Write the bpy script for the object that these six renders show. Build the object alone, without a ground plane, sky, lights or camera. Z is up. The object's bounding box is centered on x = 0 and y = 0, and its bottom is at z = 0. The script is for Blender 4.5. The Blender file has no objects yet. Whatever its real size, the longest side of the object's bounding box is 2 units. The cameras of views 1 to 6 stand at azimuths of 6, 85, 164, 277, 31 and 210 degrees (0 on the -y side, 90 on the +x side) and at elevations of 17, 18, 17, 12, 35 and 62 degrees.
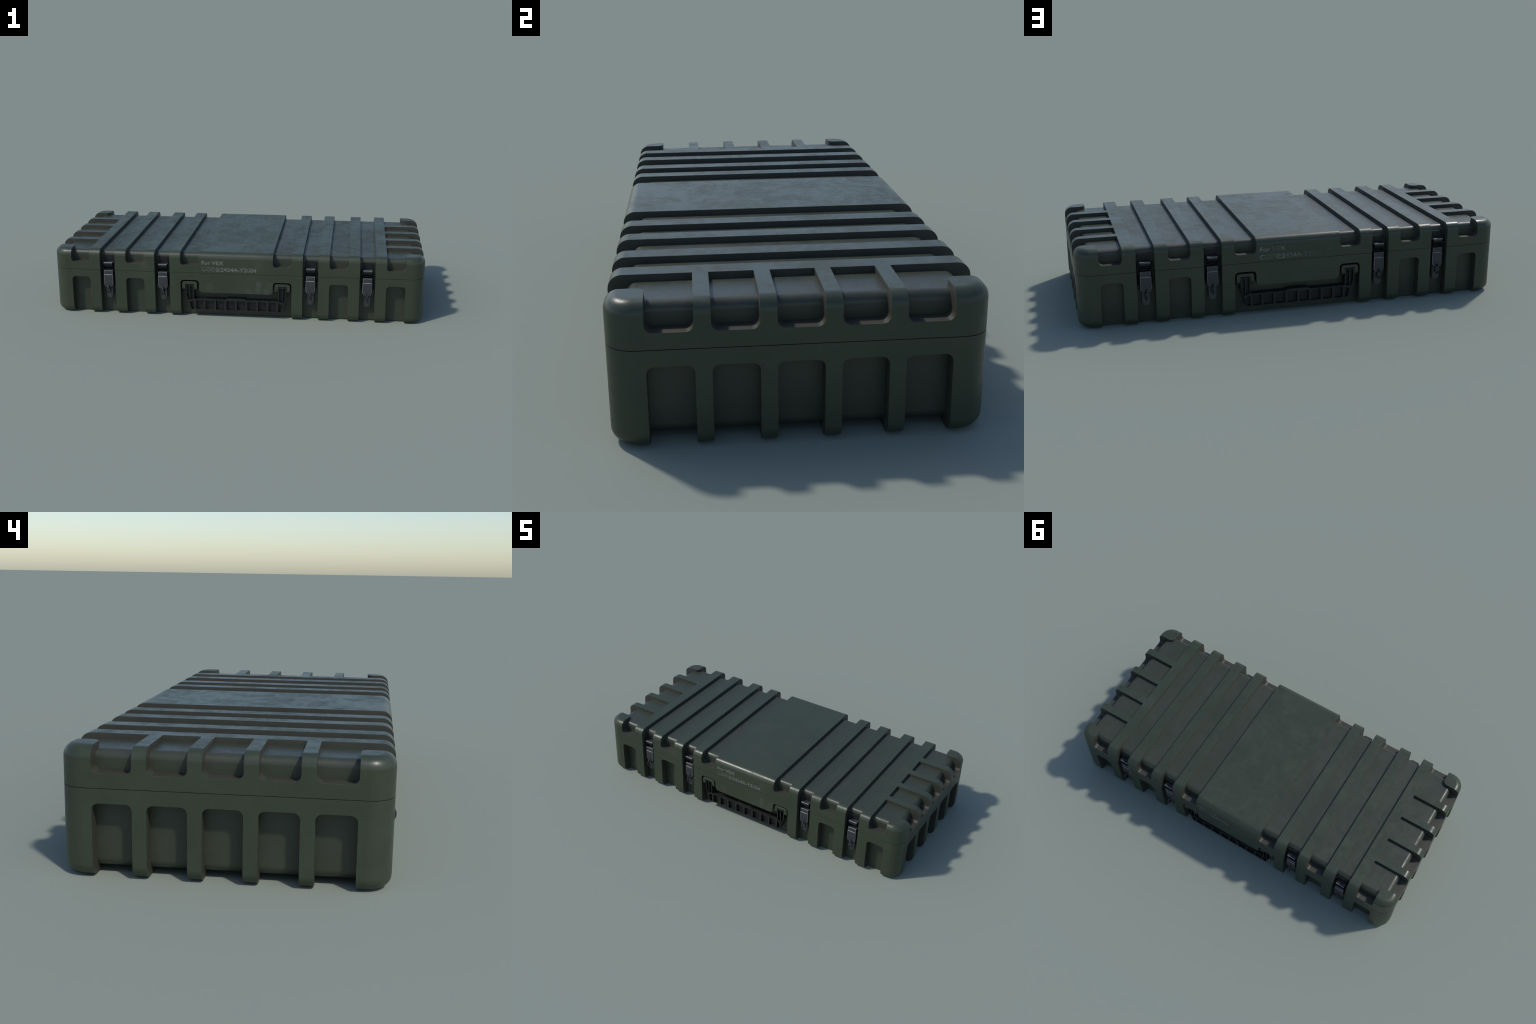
# A long olive-green moulded transport case with ribs, toggle latches and two
# folding carry handles, lying flat. Units: metres, z up.
import bpy, bmesh, math
from mathutils import Vector, Matrix

# ------------------------------------------------------------------ sizes
X, Y, Z = 1.0, 0.447, 0.361           # half length, half depth, height
CX, CY, CZ0, CZ1 = 0.954, 0.401, 0.017, 0.344   # recessed inner shell
SEAM = 0.2474                          # parting line of lid and base
GAP = 0.0009                           # half of the gap at the parting line
R_EDGE, R_CORNER = 0.035, 0.072        # long edges / upright corners
NOTCH_Z = 0.2884                       # lowest point of the lid notches
CHANNEL = (0.3998, 0.7008)             # x of the latch channels
CHANNEL_W = 0.0412                     # their half width
END_PITCH, END_W = 0.149, 0.0550       # windows of the short ends
ROUND = 0.0185                         # fillet of the window corners

# ------------------------------------------------------------------ helpers
def link(name, mesh, parent=None, mats=()):
    ob = bpy.data.objects.new(name, mesh)
    bpy.context.scene.collection.objects.link(ob)
    if parent:
        ob.parent = parent
    if mesh is not None:
        for m in mats:
            mesh.materials.append(m)
    return ob

def mesh_from(verts, faces, name="part"):
    me = bpy.data.meshes.new(name)
    me.from_pydata([tuple(v) for v in verts], [], faces)
    bm = bmesh.new(); bm.from_mesh(me)
    bmesh.ops.recalc_face_normals(bm, faces=bm.faces)
    bm.to_mesh(me); bm.free()
    return me

def rounded_ring(hx, hy, r, n):
    """Points of a rounded rectangle, counter-clockwise."""
    pts = []
    for k, (sx, sy) in enumerate(((1, 1), (-1, 1), (-1, -1), (1, -1))):
        for i in range(n + 1):
            a = math.pi / 2 * (k + i / n)
            pts.append((sx * (hx - r) + r * math.cos(a), sy * (hy - r) + r * math.sin(a)))
    return pts

def rounded_box(hx, hy, z0, z1, rc, r0, r1, n=8, nc=8):
    """Box with upright corners rc, bottom edge r0 and top edge r1 (0 = sharp)."""
    prof = []
    if r0:
        prof += [(r0 * (1 - math.sin(a)), z0 + r0 * (1 - math.cos(a)))
                 for a in [math.pi / 2 * i / n for i in range(n + 1)]]
    else:
        prof.append((0, z0))
    if r1:
        prof += [(r1 * (1 - math.cos(a)), z1 - r1 * (1 - math.sin(a)))
                 for a in [math.pi / 2 * i / n for i in range(n + 1)]]
    else:
        prof.append((0, z1))
    verts, faces, m = [], [], 4 * (nc + 1)
    for d, z in prof:
        verts += [(x, y, z) for x, y in rounded_ring(hx - d, hy - d, max(rc - d, 0.004), nc)]
    for j in range(len(prof) - 1):
        for i in range(m):
            a, b = j * m + i, j * m + (i + 1) % m
            faces.append((a, b, b + m, a + m))
    faces.append(tuple(range(m))[::-1])
    faces.append(tuple(range(len(verts) - m, len(verts))))
    return mesh_from(verts, faces)

def fillet(points, n=6):
    """Polygon from (u, v, radius) corners; radius 0 keeps the corner sharp."""
    out, N = [], len(points)
    for i in range(N):
        p = Vector(points[i][:2]); r = points[i][2] if len(points[i]) > 2 else 0
        if r <= 0:
            out.append(tuple(p)); continue
        a = (Vector(points[i - 1][:2]) - p).normalized()
        b = (Vector(points[(i + 1) % N][:2]) - p).normalized()
        half = a.angle(b) / 2
        t = r / math.tan(half)
        c = p + (a + b).normalized() * (r / math.sin(half))
        s, e = p + a * t - c, p + b * t - c
        ang = s.angle(e)
        sign = 1 if s.x * e.y - s.y * e.x > 0 else -1
        for k in range(n + 1):
            w = sign * ang * k / n
            out.append((c.x + s.x * math.cos(w) - s.y * math.sin(w),
                        c.y + s.x * math.sin(w) + s.y * math.cos(w)))
    return out

def prism(poly, axis, lo, hi):
    """Extrude a polygon along an axis: 'y' reads it as (x, z), 'x' as (y, z), 'z' as (x, y)."""
    put = {"y": lambda u, v, w: (u, w, v), "x": lambda u, v, w: (w, u, v), "z": lambda u, v, w: (u, v, w)}[axis]
    n = len(poly)
    verts = [put(u, v, lo) for u, v in poly] + [put(u, v, hi) for u, v in poly]
    faces = [tuple(range(n)), tuple(range(n, 2 * n))]
    faces += [(i, (i + 1) % n, n + (i + 1) % n, n + i) for i in range(n)]
    return mesh_from(verts, faces)

def box(x0, x1, y0, y1, z0, z1):
    return prism([(x0, z0), (x1, z0), (x1, z1), (x0, z1)], "y", y0, y1)

def bake(ob):
    """Apply all modifiers and return the plain mesh."""
    dg = bpy.context.evaluated_depsgraph_get()
    me = bpy.data.meshes.new_from_object(ob.evaluated_get(dg), depsgraph=dg)
    old = ob.data
    ob.modifiers.clear()
    ob.data = me
    if not old.users:
        bpy.data.meshes.remove(old)
    return ob

def tidy(me, angle=0.5):
    bm = bmesh.new(); bm.from_mesh(me)
    bmesh.ops.remove_doubles(bm, verts=bm.verts, dist=2e-5)
    bmesh.ops.dissolve_limit(bm, angle_limit=math.radians(angle), verts=bm.verts, edges=bm.edges, delimit={"MATERIAL"})
    bm.to_mesh(me); bm.free()

def boolean(ob, cutters, op="DIFFERENCE"):
    tools = []
    for c in cutters:
        t = bpy.data.objects.new("cutter", c) if isinstance(c, bpy.types.Mesh) else c
        if t.name not in bpy.context.scene.collection.objects:
            bpy.context.scene.collection.objects.link(t)
        m = ob.modifiers.new("cut", "BOOLEAN")
        m.operation, m.object, m.solver = op, t, "EXACT"
        m.material_mode = "TRANSFER"
        tools.append(t)
    bpy.context.view_layer.update()
    bake(ob)
    for t in tools:
        d = t.data
        bpy.data.objects.remove(t)
        if not d.users:
            bpy.data.meshes.remove(d)
    tidy(ob.data)
    return ob

def soften(ob, width, segments=2, angle=35, material=-1):
    """Round the hard edges and give the flat faces flat shading."""
    m = ob.modifiers.new("edge", "BEVEL")
    m.width, m.segments, m.limit_method = width, segments, "ANGLE"
    m.angle_limit = math.radians(angle)
    m.use_clamp_overlap = True
    m.material = material
    m.miter_outer = "MITER_ARC"
    bpy.context.view_layer.update()
    bake(ob)
    for p in ob.data.polygons:
        p.use_smooth = True
    w = ob.modifiers.new("weighted", "WEIGHTED_NORMAL")
    w.mode, w.weight, w.keep_sharp = "FACE_AREA", 100, False
    bpy.context.view_layer.update()
    bake(ob)
    return ob

def join(meshes):
    bm = bmesh.new()
    for me in meshes:
        bm.from_mesh(me)
    out = bpy.data.meshes.new("joined")
    bm.to_mesh(out); bm.free()
    for me in meshes:
        bpy.data.meshes.remove(me)
    return out

def tube(points, r, closed=False, n=10):
    """Round wire along a path."""
    verts, faces, N = [], [], len(points)
    P = [Vector(p) for p in points]
    ref = None
    for i in range(N):
        if closed:
            t = (P[(i + 1) % N] - P[i - 1]).normalized()
        else:
            t = (P[min(i + 1, N - 1)] - P[max(i - 1, 0)]).normalized()
        if ref is None:
            ref = t.orthogonal().normalized()
        ref = (ref - t * ref.dot(t)).normalized()
        b = t.cross(ref)
        verts += [P[i] + (ref * math.cos(2 * math.pi * k / n) + b * math.sin(2 * math.pi * k / n)) * r for k in range(n)]
    for i in range(N if closed else N - 1):
        for k in range(n):
            a, c = i * n, ((i + 1) % N) * n
            faces.append((a + k, a + (k + 1) % n, c + (k + 1) % n, c + k))
    if not closed:
        faces += [tuple(range(n)), tuple(range((N - 1) * n, N * n))]
    return mesh_from(verts, faces)

# ------------------------------------------------------------------ materials
class Nodes:
    def __init__(self, name):
        self.mat = bpy.data.materials.new(name)
        self.mat.use_nodes = True
        self.t = self.mat.node_tree
        self.t.nodes.clear()
        self.out = self.t.nodes.new("ShaderNodeOutputMaterial")
        self.bsdf = self.add("ShaderNodeBsdfPrincipled")
        self.t.links.new(self.bsdf.outputs[0], self.out.inputs[0])
        self.obj = self.add("ShaderNodeTexCoord").outputs["Object"]
    def add(self, kind, **kw):
        n = self.t.nodes.new(kind)
        for k, v in kw.items():
            setattr(n, k, v)
        return n
    def set(self, sock, v):
        if isinstance(v, bpy.types.NodeSocket):
            self.t.links.new(v, sock)
        else:
            sock.default_value = v
    def mapping(self, scale=(1, 1, 1), loc=(0, 0, 0), rot=(0, 0, 0), vec=None):
        m = self.add("ShaderNodeMapping")
        self.set(m.inputs[0], vec or self.obj)
        m.inputs["Location"].default_value = loc
        m.inputs["Rotation"].default_value = rot
        m.inputs["Scale"].default_value = scale
        return m.outputs[0]
    def noise(self, scale, detail=4, rough=0.55, distort=0.0, vec=None):
        n = self.add("ShaderNodeTexNoise")
        self.set(n.inputs["Vector"], vec or self.obj)
        n.inputs["Scale"].default_value = scale
        n.inputs["Detail"].default_value = detail
        n.inputs["Roughness"].default_value = rough
        n.inputs["Distortion"].default_value = distort
        return n.outputs["Fac"]
    def step(self, v, lo, hi, to0=0.0, to1=1.0):
        n = self.add("ShaderNodeMapRange", interpolation_type="SMOOTHSTEP")
        self.set(n.inputs["Value"], v)
        n.inputs["From Min"].default_value, n.inputs["From Max"].default_value = lo, hi
        n.inputs["To Min"].default_value, n.inputs["To Max"].default_value = to0, to1
        return n.outputs["Result"]
    def math(self, op, a, b=0.0, clamp=False):
        n = self.add("ShaderNodeMath", operation=op, use_clamp=clamp)
        self.set(n.inputs[0], a)
        self.set(n.inputs[1], b)
        return n.outputs[0]
    def mix(self, fac, a, b):
        n = self.add("ShaderNodeMix", data_type="RGBA")
        self.set(n.inputs[0], fac)
        self.set(n.inputs[6], a if isinstance(a, bpy.types.NodeSocket) else (*a, 1))
        self.set(n.inputs[7], b if isinstance(b, bpy.types.NodeSocket) else (*b, 1))
        return n.outputs[2]
    def bump(self, height, strength, dist):
        n = self.add("ShaderNodeBump")
        n.inputs["Strength"].default_value, n.inputs["Distance"].default_value = strength, dist
        self.set(n.inputs["Height"], height)
        self.t.links.new(n.outputs[0], self.bsdf.inputs["Normal"])
    def finish(self, color, rough, metal=0.0, spec=0.5):
        self.set(self.bsdf.inputs["Base Color"], color if isinstance(color, bpy.types.NodeSocket) else (*color, 1))
        self.set(self.bsdf.inputs["Roughness"], rough)
        self.bsdf.inputs["Metallic"].default_value = metal
        self.bsdf.inputs["Specular IOR Level"].default_value = spec
        return self.mat

OLIVE, OLIVE_D, OLIVE_L = (0.0392, 0.0510, 0.0297), (0.0336, 0.0445, 0.0257), (0.0490, 0.0600, 0.0370)
DUST = (0.0420, 0.0465, 0.0326)  # lowered a little to carry the occlusion shading of the recesses
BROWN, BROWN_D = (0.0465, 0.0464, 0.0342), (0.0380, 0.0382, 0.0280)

def scuffed_gloss(n, lo=0.33, hi=0.52):
    """Patchy, slightly streaked polish of handled plastic."""
    patch = n.noise(6.2, 9, 0.68, 0.4)
    fine = n.noise(30, 7, 0.7, 0.4, n.mapping((0.8, 1.3, 1.3), rot=(0, 0, 0.7)))
    streak = n.noise(1.0, 4, 0.6, 0.2, n.mapping((70, 5, 70), rot=(0, 0, 0.04)))
    v = n.math("ADD", n.math("MULTIPLY", patch, 0.50), n.math("MULTIPLY", fine, 0.32))
    v = n.math("ADD", v, n.math("MULTIPLY", streak, 0.18))
    return n.step(v, 0.43, 0.61, lo, hi)

def olive_paint(name, edge=False):
    n = Nodes(name)
    cloud = n.step(n.noise(4.2, 6, 0.6, 0.8), 0.35, 0.65)
    col = n.mix(cloud, OLIVE_D, OLIVE)
    grain = n.step(n.noise(60, 5, 0.7), 0.45, 0.75)
    col = n.mix(n.math("MULTIPLY", grain, 0.25), col, OLIVE_L)
    # oval smudges where hands have touched the walls
    spots = None
    for x, z, r, k in ((-0.140, 0.171, 0.0125, 0.45), (0.123, 0.299, 0.0120, 0.35), (0.124, 0.192, 0.0100, 1.0), (0.120, 0.158, 0.0090, 0.7),
                       (0.072, 0.152, 0.0085, 0.5), (0.185, 0.190, 0.0100, 0.5), (0.165, 0.150, 0.0100, 0.55), (-0.500, 0.290, 0.0130, 0.4)):
        ball = n.add("ShaderNodeVectorMath", operation="DISTANCE")
        n.set(ball.inputs[0], n.mapping((1, 0.5, 0.8)))
        ball.inputs[1].default_value = (x, -0.5 * Y, 0.8 * z)
        one = n.step(ball.outputs["Value"], r * 1.8, r * 1.3, 0.0, k)
        spots = one if spots is None else n.math("MAXIMUM", spots, one)
    col = n.mix(n.math("MULTIPLY", spots, 0.55), col, (0.075, 0.084, 0.072))
    if edge:
        worn = n.step(n.noise(45, 4, 0.6), 0.35, 0.65)
        col = n.mix(worn, col, (0.080, 0.096, 0.064))
    n.bump(n.noise(170, 3, 0.6), 0.10, 0.002)
    return n.finish(col, 0.58 if edge else scuffed_gloss(n), spec=0.3 if edge else 0.5)

def bands(n, coord, centres, half, reach):
    """1 beside the ribs of a row of grooves (given by centre), 0 in their middle."""
    a = n.math("ABSOLUTE", coord)
    near = None
    for c in centres:
        d = n.math("ABSOLUTE", n.math("SUBTRACT", a, c))
        near = d if near is None else n.math("MINIMUM", near, d)
    return n.step(near, half - reach, half)

def inner_shell():
    """Same plastic, with brown dust lying in the recesses, thickest beside the ribs."""
    n = Nodes("dusty_olive_plastic")
    sep = n.add("ShaderNodeSeparateXYZ")
    n.set(sep.inputs[0], n.obj)
    bx = bands(n, sep.outputs[0], (0.25, 0.4, 0.55, 0.7, 0.85), 0.050, 0.035)
    cloud = n.step(n.noise(7, 6, 0.65, 0.5), 0.30, 0.70)
    dust = n.math("ADD", n.math("MULTIPLY", bx, 0.30), n.math("MULTIPLY", cloud, 0.55))
    dust = n.math("ADD", dust, 0.22, True)
    col = n.mix(dust, OLIVE_D, DUST)
    drag = n.step(n.noise(1.0, 5, 0.65, 0.3, n.mapping((60, 3.5, 60), rot=(0, 0, 0.03))), 0.48, 0.70)
    col = n.mix(n.math("MULTIPLY", drag, 0.30), col, OLIVE_L)
    n.bump(n.noise(170, 3, 0.6), 0.10, 0.002)
    return n.finish(col, scuffed_gloss(n, 0.35, 0.54))

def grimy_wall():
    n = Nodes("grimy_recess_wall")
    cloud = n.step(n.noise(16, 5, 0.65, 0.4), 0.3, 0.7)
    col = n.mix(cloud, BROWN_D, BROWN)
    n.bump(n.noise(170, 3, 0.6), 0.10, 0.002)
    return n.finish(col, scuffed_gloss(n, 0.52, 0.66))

def rubber(name, dark, light):
    n = Nodes(name)
    cloud = n.step(n.noise(40, 6, 0.7, 0.4), 0.42, 0.68)
    col = n.mix(cloud, dark, light)
    n.bump(n.noise(260, 3, 0.6), 0.15, 0.001)
    return n.finish(col, n.step(cloud, 0, 1, 0.5, 0.65))

def steel(name, base, rough, metal, worn=None):
    n = Nodes(name)
    cloud = n.step(n.noise(70, 6, 0.7, 0.3), 0.35, 0.7)
    col = n.mix(cloud, tuple(c * 0.8 for c in base), tuple(c * 1.2 for c in base))
    if worn:
        col = n.mix(n.step(n.noise(120, 3, 0.6), 0.35, 0.6), col, worn)
    return n.finish(col, n.step(cloud, 0, 1, rough - 0.05, rough + 0.1), metal)

def stencil_ink():
    n = Nodes("worn_grey_ink")
    pos = n.add("ShaderNodeNewGeometry").outputs["Position"]
    wear = n.noise(30, 5, 0.65, 0.3, n.mapping((1, 1, 1.4), vec=pos))
    big = n.noise(11, 2, 0.5, 0, n.mapping(loc=(0.9, 0, 0.2), vec=pos))
    keep = n.step(n.math("ADD", n.math("MULTIPLY", wear, 0.6), n.math("MULTIPLY", big, 0.6)), 0.48, 0.64, 0.3, 1.0)
    sep = n.add("ShaderNodeSeparateXYZ")
    n.set(sep.inputs[0], pos)
    side = n.math("MAXIMUM", n.step(sep.outputs[0], -0.09, 0.08, 0.15, 1.0), n.step(sep.outputs[1], 0.1, -0.1))
    keep = n.math("MULTIPLY", keep, side)           # the far end of the rear line is nearly rubbed off
    col = n.mix(keep, OLIVE, (0.160, 0.170, 0.160))
    return n.finish(col, 0.55)

M_OLIVE = olive_paint("olive_plastic")
M_EDGE = olive_paint("olive_plastic_pale_edge", True)
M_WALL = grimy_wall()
M_INNER = inner_shell()
M_RUBBER = rubber("worn_black_plastic", (0.0108, 0.0102, 0.0092), (0.0170, 0.0158, 0.0140))
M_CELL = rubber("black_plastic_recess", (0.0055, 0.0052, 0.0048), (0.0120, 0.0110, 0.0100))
M_STEEL = steel("phosphated_steel", (0.049, 0.050, 0.052), 0.52, 0.3)
M_HASP = steel("dull_grey_steel", (0.044, 0.044, 0.047), 0.36, 0.3)
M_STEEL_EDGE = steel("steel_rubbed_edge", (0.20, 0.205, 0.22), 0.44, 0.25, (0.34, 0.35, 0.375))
M_DARK = steel("dark_steel", (0.017, 0.017, 0.019), 0.42, 0.4)
M_INK = stencil_ink()

# ------------------------------------------------------------------ shells
case = bpy.data.objects.new("transport_case", None)
case.empty_display_size = 0.2
bpy.context.scene.collection.objects.link(case)
case["label"] = "long low olive-green ribbed plastic case with eight metal latches"
case["category"] = "transport case"

def flip(v, up):
    return v if up else 2 * SEAM - v

def window(lo, hi, up):
    """Outline of a notch that is open at the top (lid) or at the bottom (base)."""
    z0, z1 = flip(NOTCH_Z, up), (0.6 if up else -0.2)
    pts = [(lo, z1, 0), (lo, z0, ROUND), (hi, z0, ROUND), (hi, z1, 0)]
    return fillet(pts)

def corner_cutter(sx, sy, up):
    """L-shaped recess round a corner block, whose inner upright edge is rounded."""
    y_in, y_out = 2 * END_PITCH - END_W, 2 * END_PITCH + END_W
    side = link("side", prism(window(0.8, 0.9, up), "y", y_in, 0.7))
    boolean(side, [prism(window(y_in, y_out, up), "x", 0.8, 1.2)], "UNION")
    bm = bmesh.new(); bm.from_mesh(side.data)
    edges = [e for e in bm.edges if all(abs(v.co.x - 0.9) < 1e-4 and abs(v.co.y - y_out) < 1e-4 for v in e.verts)]
    bmesh.ops.bevel(bm, geom=edges, offset=0.024, segments=6, profile=0.5, affect="EDGES")
    bmesh.ops.scale(bm, vec=(sx, sy, 1), verts=bm.verts)
    bmesh.ops.recalc_face_normals(bm, faces=bm.faces)
    me = bpy.data.meshes.new("corner")
    bm.to_mesh(me); bm.free()
    bpy.data.objects.remove(side)
    return me

def cutters(up):
    cut = []
    spans = [(0.5, 0.6)] + ([(0.2, 0.3)] if up else [])
    for s in (-1, 1):
        for lo, hi in spans:
            lo, hi = sorted((s * lo, s * hi))
            cut.append(prism(window(lo, hi, up), "y", -0.6, 0.6))
        for c in CHANNEL:
            cut.append(box(s * c - CHANNEL_W, s * c + CHANNEL_W, -0.6, 0.6, -0.2, 0.6))
        for k in (-1, 0, 1):
            lo, hi = sorted((s * 0.8, s * 1.2))
            cut.append(prism(window(k * END_PITCH - END_W, k * END_PITCH + END_W, up), "x", lo, hi))
        for sy in (-1, 1):
            cut.append(corner_cutter(s, sy, up))
    if not up:
        top, apron = flip(NOTCH_Z, False), 0.1380
        cut.append(prism(fillet([(-0.3, -0.2, 0), (-0.3, top, ROUND), (-0.2, top, ROUND), (-0.2, apron, 0.022),
                                 (0.2, apron, 0.022), (0.2, top, ROUND), (0.3, top, ROUND), (0.3, -0.2, 0)]), "y", -0.6, 0.6))
    return cut

def shell(name, up):
    if up:
        me = rounded_box(X, Y, SEAM + GAP, Z, R_CORNER, 0, R_EDGE)
    else:
        me = rounded_box(X, Y, 0, SEAM - GAP, R_CORNER, R_EDGE, 0)
    ob = link(name, me, case, (M_OLIVE,))
    tools = cutters(up)
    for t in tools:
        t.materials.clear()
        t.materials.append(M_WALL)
    boolean(ob, tools)
    mats = [m.name for m in ob.data.materials]
    if M_EDGE.name not in mats:
        ob.data.materials.append(M_EDGE)
        mats.append(M_EDGE.name)
    soften(ob, 0.0025, 2, 35, mats.index(M_EDGE.name))
    return ob

lid = shell("lid", True)
base = shell("base", False)

def inner(name, parent, up):
    if up:
        ob = link(name, rounded_box(CX, CY, SEAM + 0.0004, CZ1, 0.040, 0, 0.024), parent, (M_INNER,))
    else:
        # the ends are raised clear of the ground, the long sides run down to it
        ob = link(name, rounded_box(CX, CY, CZ0, SEAM - 0.0004, 0.040, 0.025, 0), parent, (M_INNER,))
        x0, x1, y0 = 0.79, 0.91, 2 * END_PITCH + END_W + 0.005
        plan = [(x1, -CY), (x1, -y0), (x0, -y0), (x0, y0), (x1, y0), (x1, CY), (-x1, CY), (-x1, y0), (-x0, y0), (-x0, -y0), (-x1, -y0), (-x1, -CY)]
        boolean(ob, [prism(plan, "z", 0.0012, SEAM - 0.0004)], "UNION")
        ob.data.materials.clear()
        ob.data.materials.append(M_INNER)
        for p in ob.data.polygons:
            p.material_index = 0
    soften(ob, 0.0025, 2, 60)
    return ob

inner("recessed_panel", lid, True)
inner("recessed_wall", base, False)

# sealing strip just behind the parting line, interrupted by the latch channels
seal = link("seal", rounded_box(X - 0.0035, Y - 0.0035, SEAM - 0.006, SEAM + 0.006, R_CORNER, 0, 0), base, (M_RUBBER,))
boolean(seal, [box(s * c - 0.045, s * c + 0.045, -0.6, 0.6, 0, 0.6) for c in CHANNEL for s in (-1, 1)])

# ------------------------------------------------------------------ latch (front side, local x = 0)
def edged(name, mesh, mats, width, segs=1, angle=35):
    ob = link(name, mesh, None, mats)
    soften(ob, width, segs, angle, 1 if len(mats) > 1 else -1)
    return ob

def rivet(x, y, z, r, h):
    ring = [(x + r * math.cos(a), z + r * math.sin(a)) for a in [2 * math.pi * i / 14 for i in range(14)]]
    return prism(ring, "y", y - h, y + 0.002)

def latch_parts():
    parts = {}
    # strike plate on the lid, two rivets, tapering below
    plate = prism(fillet([(-0.031, 0.3195, 0.002), (0.031, 0.3195, 0.002), (0.031, 0.300, 0), (0.0265, 0.287, 0),
                          (0.0265, 0.250, 0), (-0.0265, 0.250, 0), (-0.0265, 0.287, 0), (-0.031, 0.300, 0)], 3), "y", -0.4085, -0.3990)
    parts["latch_plate"] = edged("latch_plate", join([plate, rivet(-0.017, -0.4085, 0.3065, 0.0042, 0.0016),
                                                      rivet(0.017, -0.4085, 0.3065, 0.0042, 0.0016)]), (M_DARK,), 0.0006)
    # hook: a flat lip over a curled tongue
    lip = edged("latch_hook", box(-0.0238, 0.0238, -0.4357, -0.4050, 0.2795, 0.2870), (M_STEEL, M_STEEL_EDGE), 0.0018, 2, 45)
    parts["latch_hook"] = lip
    prof = [(-0.4050, 0.2805), (-0.4345, 0.2805), (-0.4338, 0.2720), (-0.4300, 0.2640), (-0.4230, 0.2592), (-0.4150, 0.2585), (-0.4050, 0.2610)]
    parts["latch_tongue"] = edged("latch_tongue", prism(prof, "x", -0.0232, 0.0232), (M_DARK,), 0.0008, 1, 60)
    # lever: shoulder part, body with stepped foot and key notch
    top = prism([(-0.402, 0.2380), (-0.4335, 0.2428), (-0.4357, 0.2405), (-0.4357, 0.2190), (-0.402, 0.2190)], "x", -0.0240, 0.0240)
    body = fillet([(-0.0252, 0.2185, 0), (-0.0252, 0.1580, 0), (-0.0200, 0.1572, 0), (-0.0194, 0.1487, 0), (-0.0055, 0.1487, 0),
                   (-0.0055, 0.1590, 0.003), (0.0055, 0.1590, 0.003), (0.0055, 0.1487, 0), (0.0194, 0.1487, 0),
                   (0.0200, 0.1572, 0), (0.0252, 0.1580, 0), (0.0252, 0.2185, 0)], 3)
    parts["latch_lever"] = edged("latch_lever", join([top, prism(body, "y", -0.4363, -0.4250)]), (M_STEEL, M_STEEL_EDGE), 0.0019, 1, 45)
    # lever toes, bent inwards; a darker steel colours in the shade below the step
    toe = [(-0.4358, 0.1500), (-0.4335, 0.1468), (-0.4270, 0.1440), (-0.4220, 0.1440), (-0.4220, 0.1500)]
    parts["lever_toe"] = edged("lever_toe", join([prism(toe, "x", -0.0192, -0.0054), prism(toe, "x", 0.0054, 0.0192)]), (M_HASP,), 0.0008, 1, 60)
    # housing that carries the lever, and the tongue below it
    house = join([box(-0.0262, 0.0262, -0.4245, -0.3990, 0.1500, 0.2150)])
    parts["latch_housing"] = edged("latch_housing", house, (M_DARK,), 0.0010)
    tongue = fillet([(-0.0190, 0.1600, 0), (-0.0190, 0.0812, 0.01895), (0.0190, 0.0812, 0.01895), (0.0190, 0.1600, 0)], 10)
    flap = prism(tongue, "y", -0.4195, -0.4110)
    for v in flap.vertices:                         # leans out towards its tip
        v.co.y -= (0.125 - v.co.z) * 0.13
    parts["hasp"] = edged("hasp", flap, (M_HASP,), 0.0016, 2)
    # wire bail round the hook
    w, yb = 0.0310, -0.4170
    bail = [(-w, yb + 0.004, 0.178), (-w, yb, 0.200), (-w, yb, 0.276)]
    bail += [(-w + 0.007 - 0.007 * math.cos(a), yb, 0.276 + 0.007 * math.sin(a)) for a in (0.4, 0.8, 1.2)]
    bail += [(-p[0], p[1], p[2]) for p in reversed(bail)]
    rod = tube([(-0.030, -0.414, 0.2480), (0.030, -0.414, 0.2480)], 0.0042, n=12)
    ob = link("bail", join([tube(bail, 0.0031), rod]), None, (M_DARK,))
    for p in ob.data.polygons:
        p.use_smooth = True
    parts["bail"] = ob
    # oval pull ring, standing out at a right angle to the wall
    ring = []
    for i in range(32):
        a = 2 * math.pi * i / 32
        ring.append((0.0012 * math.sin(a), -0.4400 + 0.0168 * math.cos(a), 0.1375 + 0.0212 * math.sin(a)))
    ob = link("pull_ring", tube(ring, 0.0031, True), None, (M_HASP,))
    for p in ob.data.polygons:
        p.use_smooth = True
    parts["pull_ring"] = ob
    return parts

proto = latch_parts()
first = True
for turn in (0, math.pi):
    for c in (-CHANNEL[1], -CHANNEL[0], CHANNEL[0], CHANNEL[1]):
        root = None
        for name, ob in proto.items():
            o = ob if first else ob.copy()
            if not first:
                bpy.context.scene.collection.objects.link(o)
            if root is None:
                root = o
                root.name = "latch"
                root.parent = case
                root.matrix_local = Matrix.Rotation(turn, 4, "Z") @ Matrix.Translation((c, 0, 0))
            else:
                o.parent = root
        first = False

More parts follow.
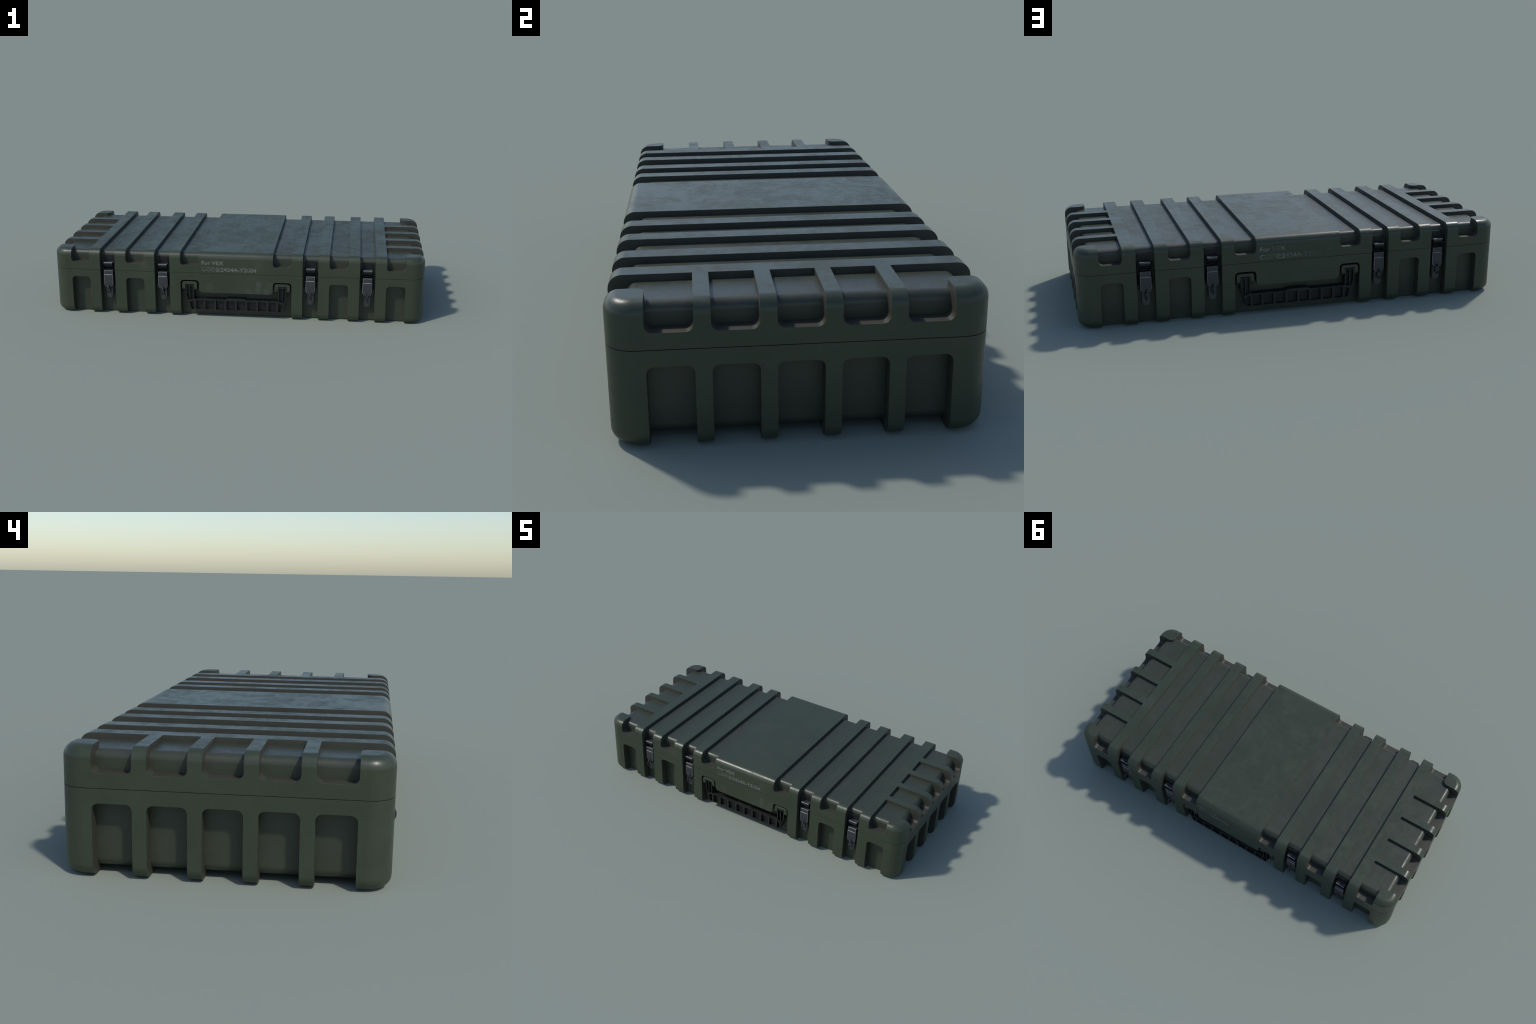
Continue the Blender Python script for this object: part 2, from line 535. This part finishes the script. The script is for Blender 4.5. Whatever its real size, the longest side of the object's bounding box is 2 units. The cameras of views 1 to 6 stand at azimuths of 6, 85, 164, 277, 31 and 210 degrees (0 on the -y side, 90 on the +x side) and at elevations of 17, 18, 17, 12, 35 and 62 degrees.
# ------------------------------------------------------------------ carry handle
def handle_mesh_object():
    yf, yb = -0.4430, -0.4040
    half = [(0.2735, 0.1785, 0.0015), (0.2735, 0.118, 0.03), (0.2590, 0.0845, 0.01), (0.2455, 0.0362, 0.002)]
    inner = [(0.0555, 0.0975, 0), (0.2285, 0.0975, 0.001), (0.2285, 0.1785, 0.0015)]
    left = lambda pts: [(-x, z, r) for x, z, r in reversed(pts)]
    outline = half + left(half) + left(inner) + [(-0.0470, 0.1045, 0.002), (0.0470, 0.1045, 0.002)] + inner
    body = link("handle", prism(fillet(outline, 4), "y", yf, yb), None, (M_RUBBER,))
    cut, deep, t = [], yf + 0.0150, 0.0047
    bar = 0.0054
    bars = [s * x for s in (-1, 1) for x in (0.2235, 0.1716, 0.1146, 0.0573)] + [0.0]
    bars.sort()
    for a, b in zip(bars, bars[1:]):                # finger cells between the cross bars
        cut.append(box(a + bar, b - bar, -0.6, deep, 0.0405, 0.0925))
    for s in (-1, 1):
        end = [(0.2235 + bar, 0.0405), (0.2425, 0.0405), (0.2530, 0.0810), (0.2235 + bar, 0.0915)]
        arm1 = [(0.2330, 0.1740), (0.2330, 0.0985), (0.2488, 0.0925), (0.2488, 0.1740)]
        arm2 = [(0.2532, 0.1740), (0.2532, 0.0910), (0.2572, 0.0895), (0.2690, 0.1180), (0.2690, 0.1740)]
        for poly in (end, arm1, arm2):
            cut.append(prism([(s * x, z) for x, z in poly], "y", -0.6, deep))
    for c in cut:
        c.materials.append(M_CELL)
    boolean(body, cut)
    soften(body, 0.0010, 1, 35)
    return body

def mount_mesh_object():
    """Boss with a slot for the handle arm; its face falls away to the wall below."""
    yf, yb = -0.4455, -0.3900
    prof = [(yf, 0.1640), (yf + 0.0015, 0.1570), (yf + 0.006, 0.1505), (yf + 0.014, 0.1445), (yf + 0.026, 0.1395), (-0.398, 0.1360), (yb, 0.1360), (yb, 0.2300), (yf, 0.2300)]
    ob = link("handle_mount", prism(prof, "x", -0.06, 0.06), None, (M_OLIVE,))
    outline = fillet([(-0.0415, 0.10, 0), (-0.0415, 0.1972, 0.0135), (0.0415, 0.1972, 0.0135), (0.0415, 0.10, 0)])
    boolean(ob, [prism(outline, "y", -0.6, 0)], "INTERSECT")
    boolean(ob, [box(-0.0235, 0.0235, -0.6, -0.402, 0.05, 0.1815)])
    ob.data.materials.clear()
    ob.data.materials.append(M_OLIVE)
    for p in ob.data.polygons:
        p.material_index = 0
    soften(ob, 0.0022, 2, 35)
    return ob

handle = handle_mesh_object()
mount = mount_mesh_object()
pin = link("hinge_pin", tube([(-0.036, -0.425, 0.173), (0.036, -0.425, 0.173)], 0.004, n=12), None, (M_DARK,))
first = True
for turn in (0, math.pi):
    rot = Matrix.Rotation(turn, 4, "Z")
    h = handle if first else handle.copy()
    if not first:
        bpy.context.scene.collection.objects.link(h)
    h.parent, h.matrix_local = case, rot
    for x in (-0.251, 0.251):
        fresh = first and x < 0
        m = mount if fresh else mount.copy()
        q = pin if fresh else pin.copy()
        if not fresh:
            bpy.context.scene.collection.objects.link(m)
            bpy.context.scene.collection.objects.link(q)
        m.parent, m.matrix_local = base, rot @ Matrix.Translation((x, 0, 0))
        q.parent, q.matrix_local = h, Matrix.Translation((x, 0, 0))
    first = False

# ------------------------------------------------------------------ stencilled marking
def text_line(body, x0, x1, z0, z1):
    cu = bpy.data.curves.new("line", "FONT")
    cu.body, cu.size, cu.offset, cu.extrude = body, 1.0, 0.022, 0.02
    cu.resolution_u = 4
    ob = link("line", cu)
    bpy.context.view_layer.update()
    me = bpy.data.meshes.new_from_object(ob.evaluated_get(bpy.context.evaluated_depsgraph_get()))
    bpy.data.objects.remove(ob)
    bpy.data.curves.remove(cu)
    xs, ys = [v.co.x for v in me.vertices], [v.co.y for v in me.vertices]
    sx, sz = (x1 - x0) / (max(xs) - min(xs)), (z1 - z0) / (max(ys) - min(ys))
    for v in me.vertices:
        v.co = (x0 + (v.co.x - min(xs)) * sx, -Y - 0.00025 - v.co.z * 0.01, z0 + (v.co.y - min(ys)) * sz)
    return me

marking = join([text_line("For VEX", -0.1835, -0.0635, 0.2950, 0.3160), text_line("CODE:2424A-Y2004", -0.1840, 0.1125, 0.2592, 0.2815)])
mark = link("marking", marking, lid, (M_INK,))
back = mark.copy()
bpy.context.scene.collection.objects.link(back)
back.parent = lid
back.matrix_local = Matrix.Rotation(math.pi, 4, "Z")
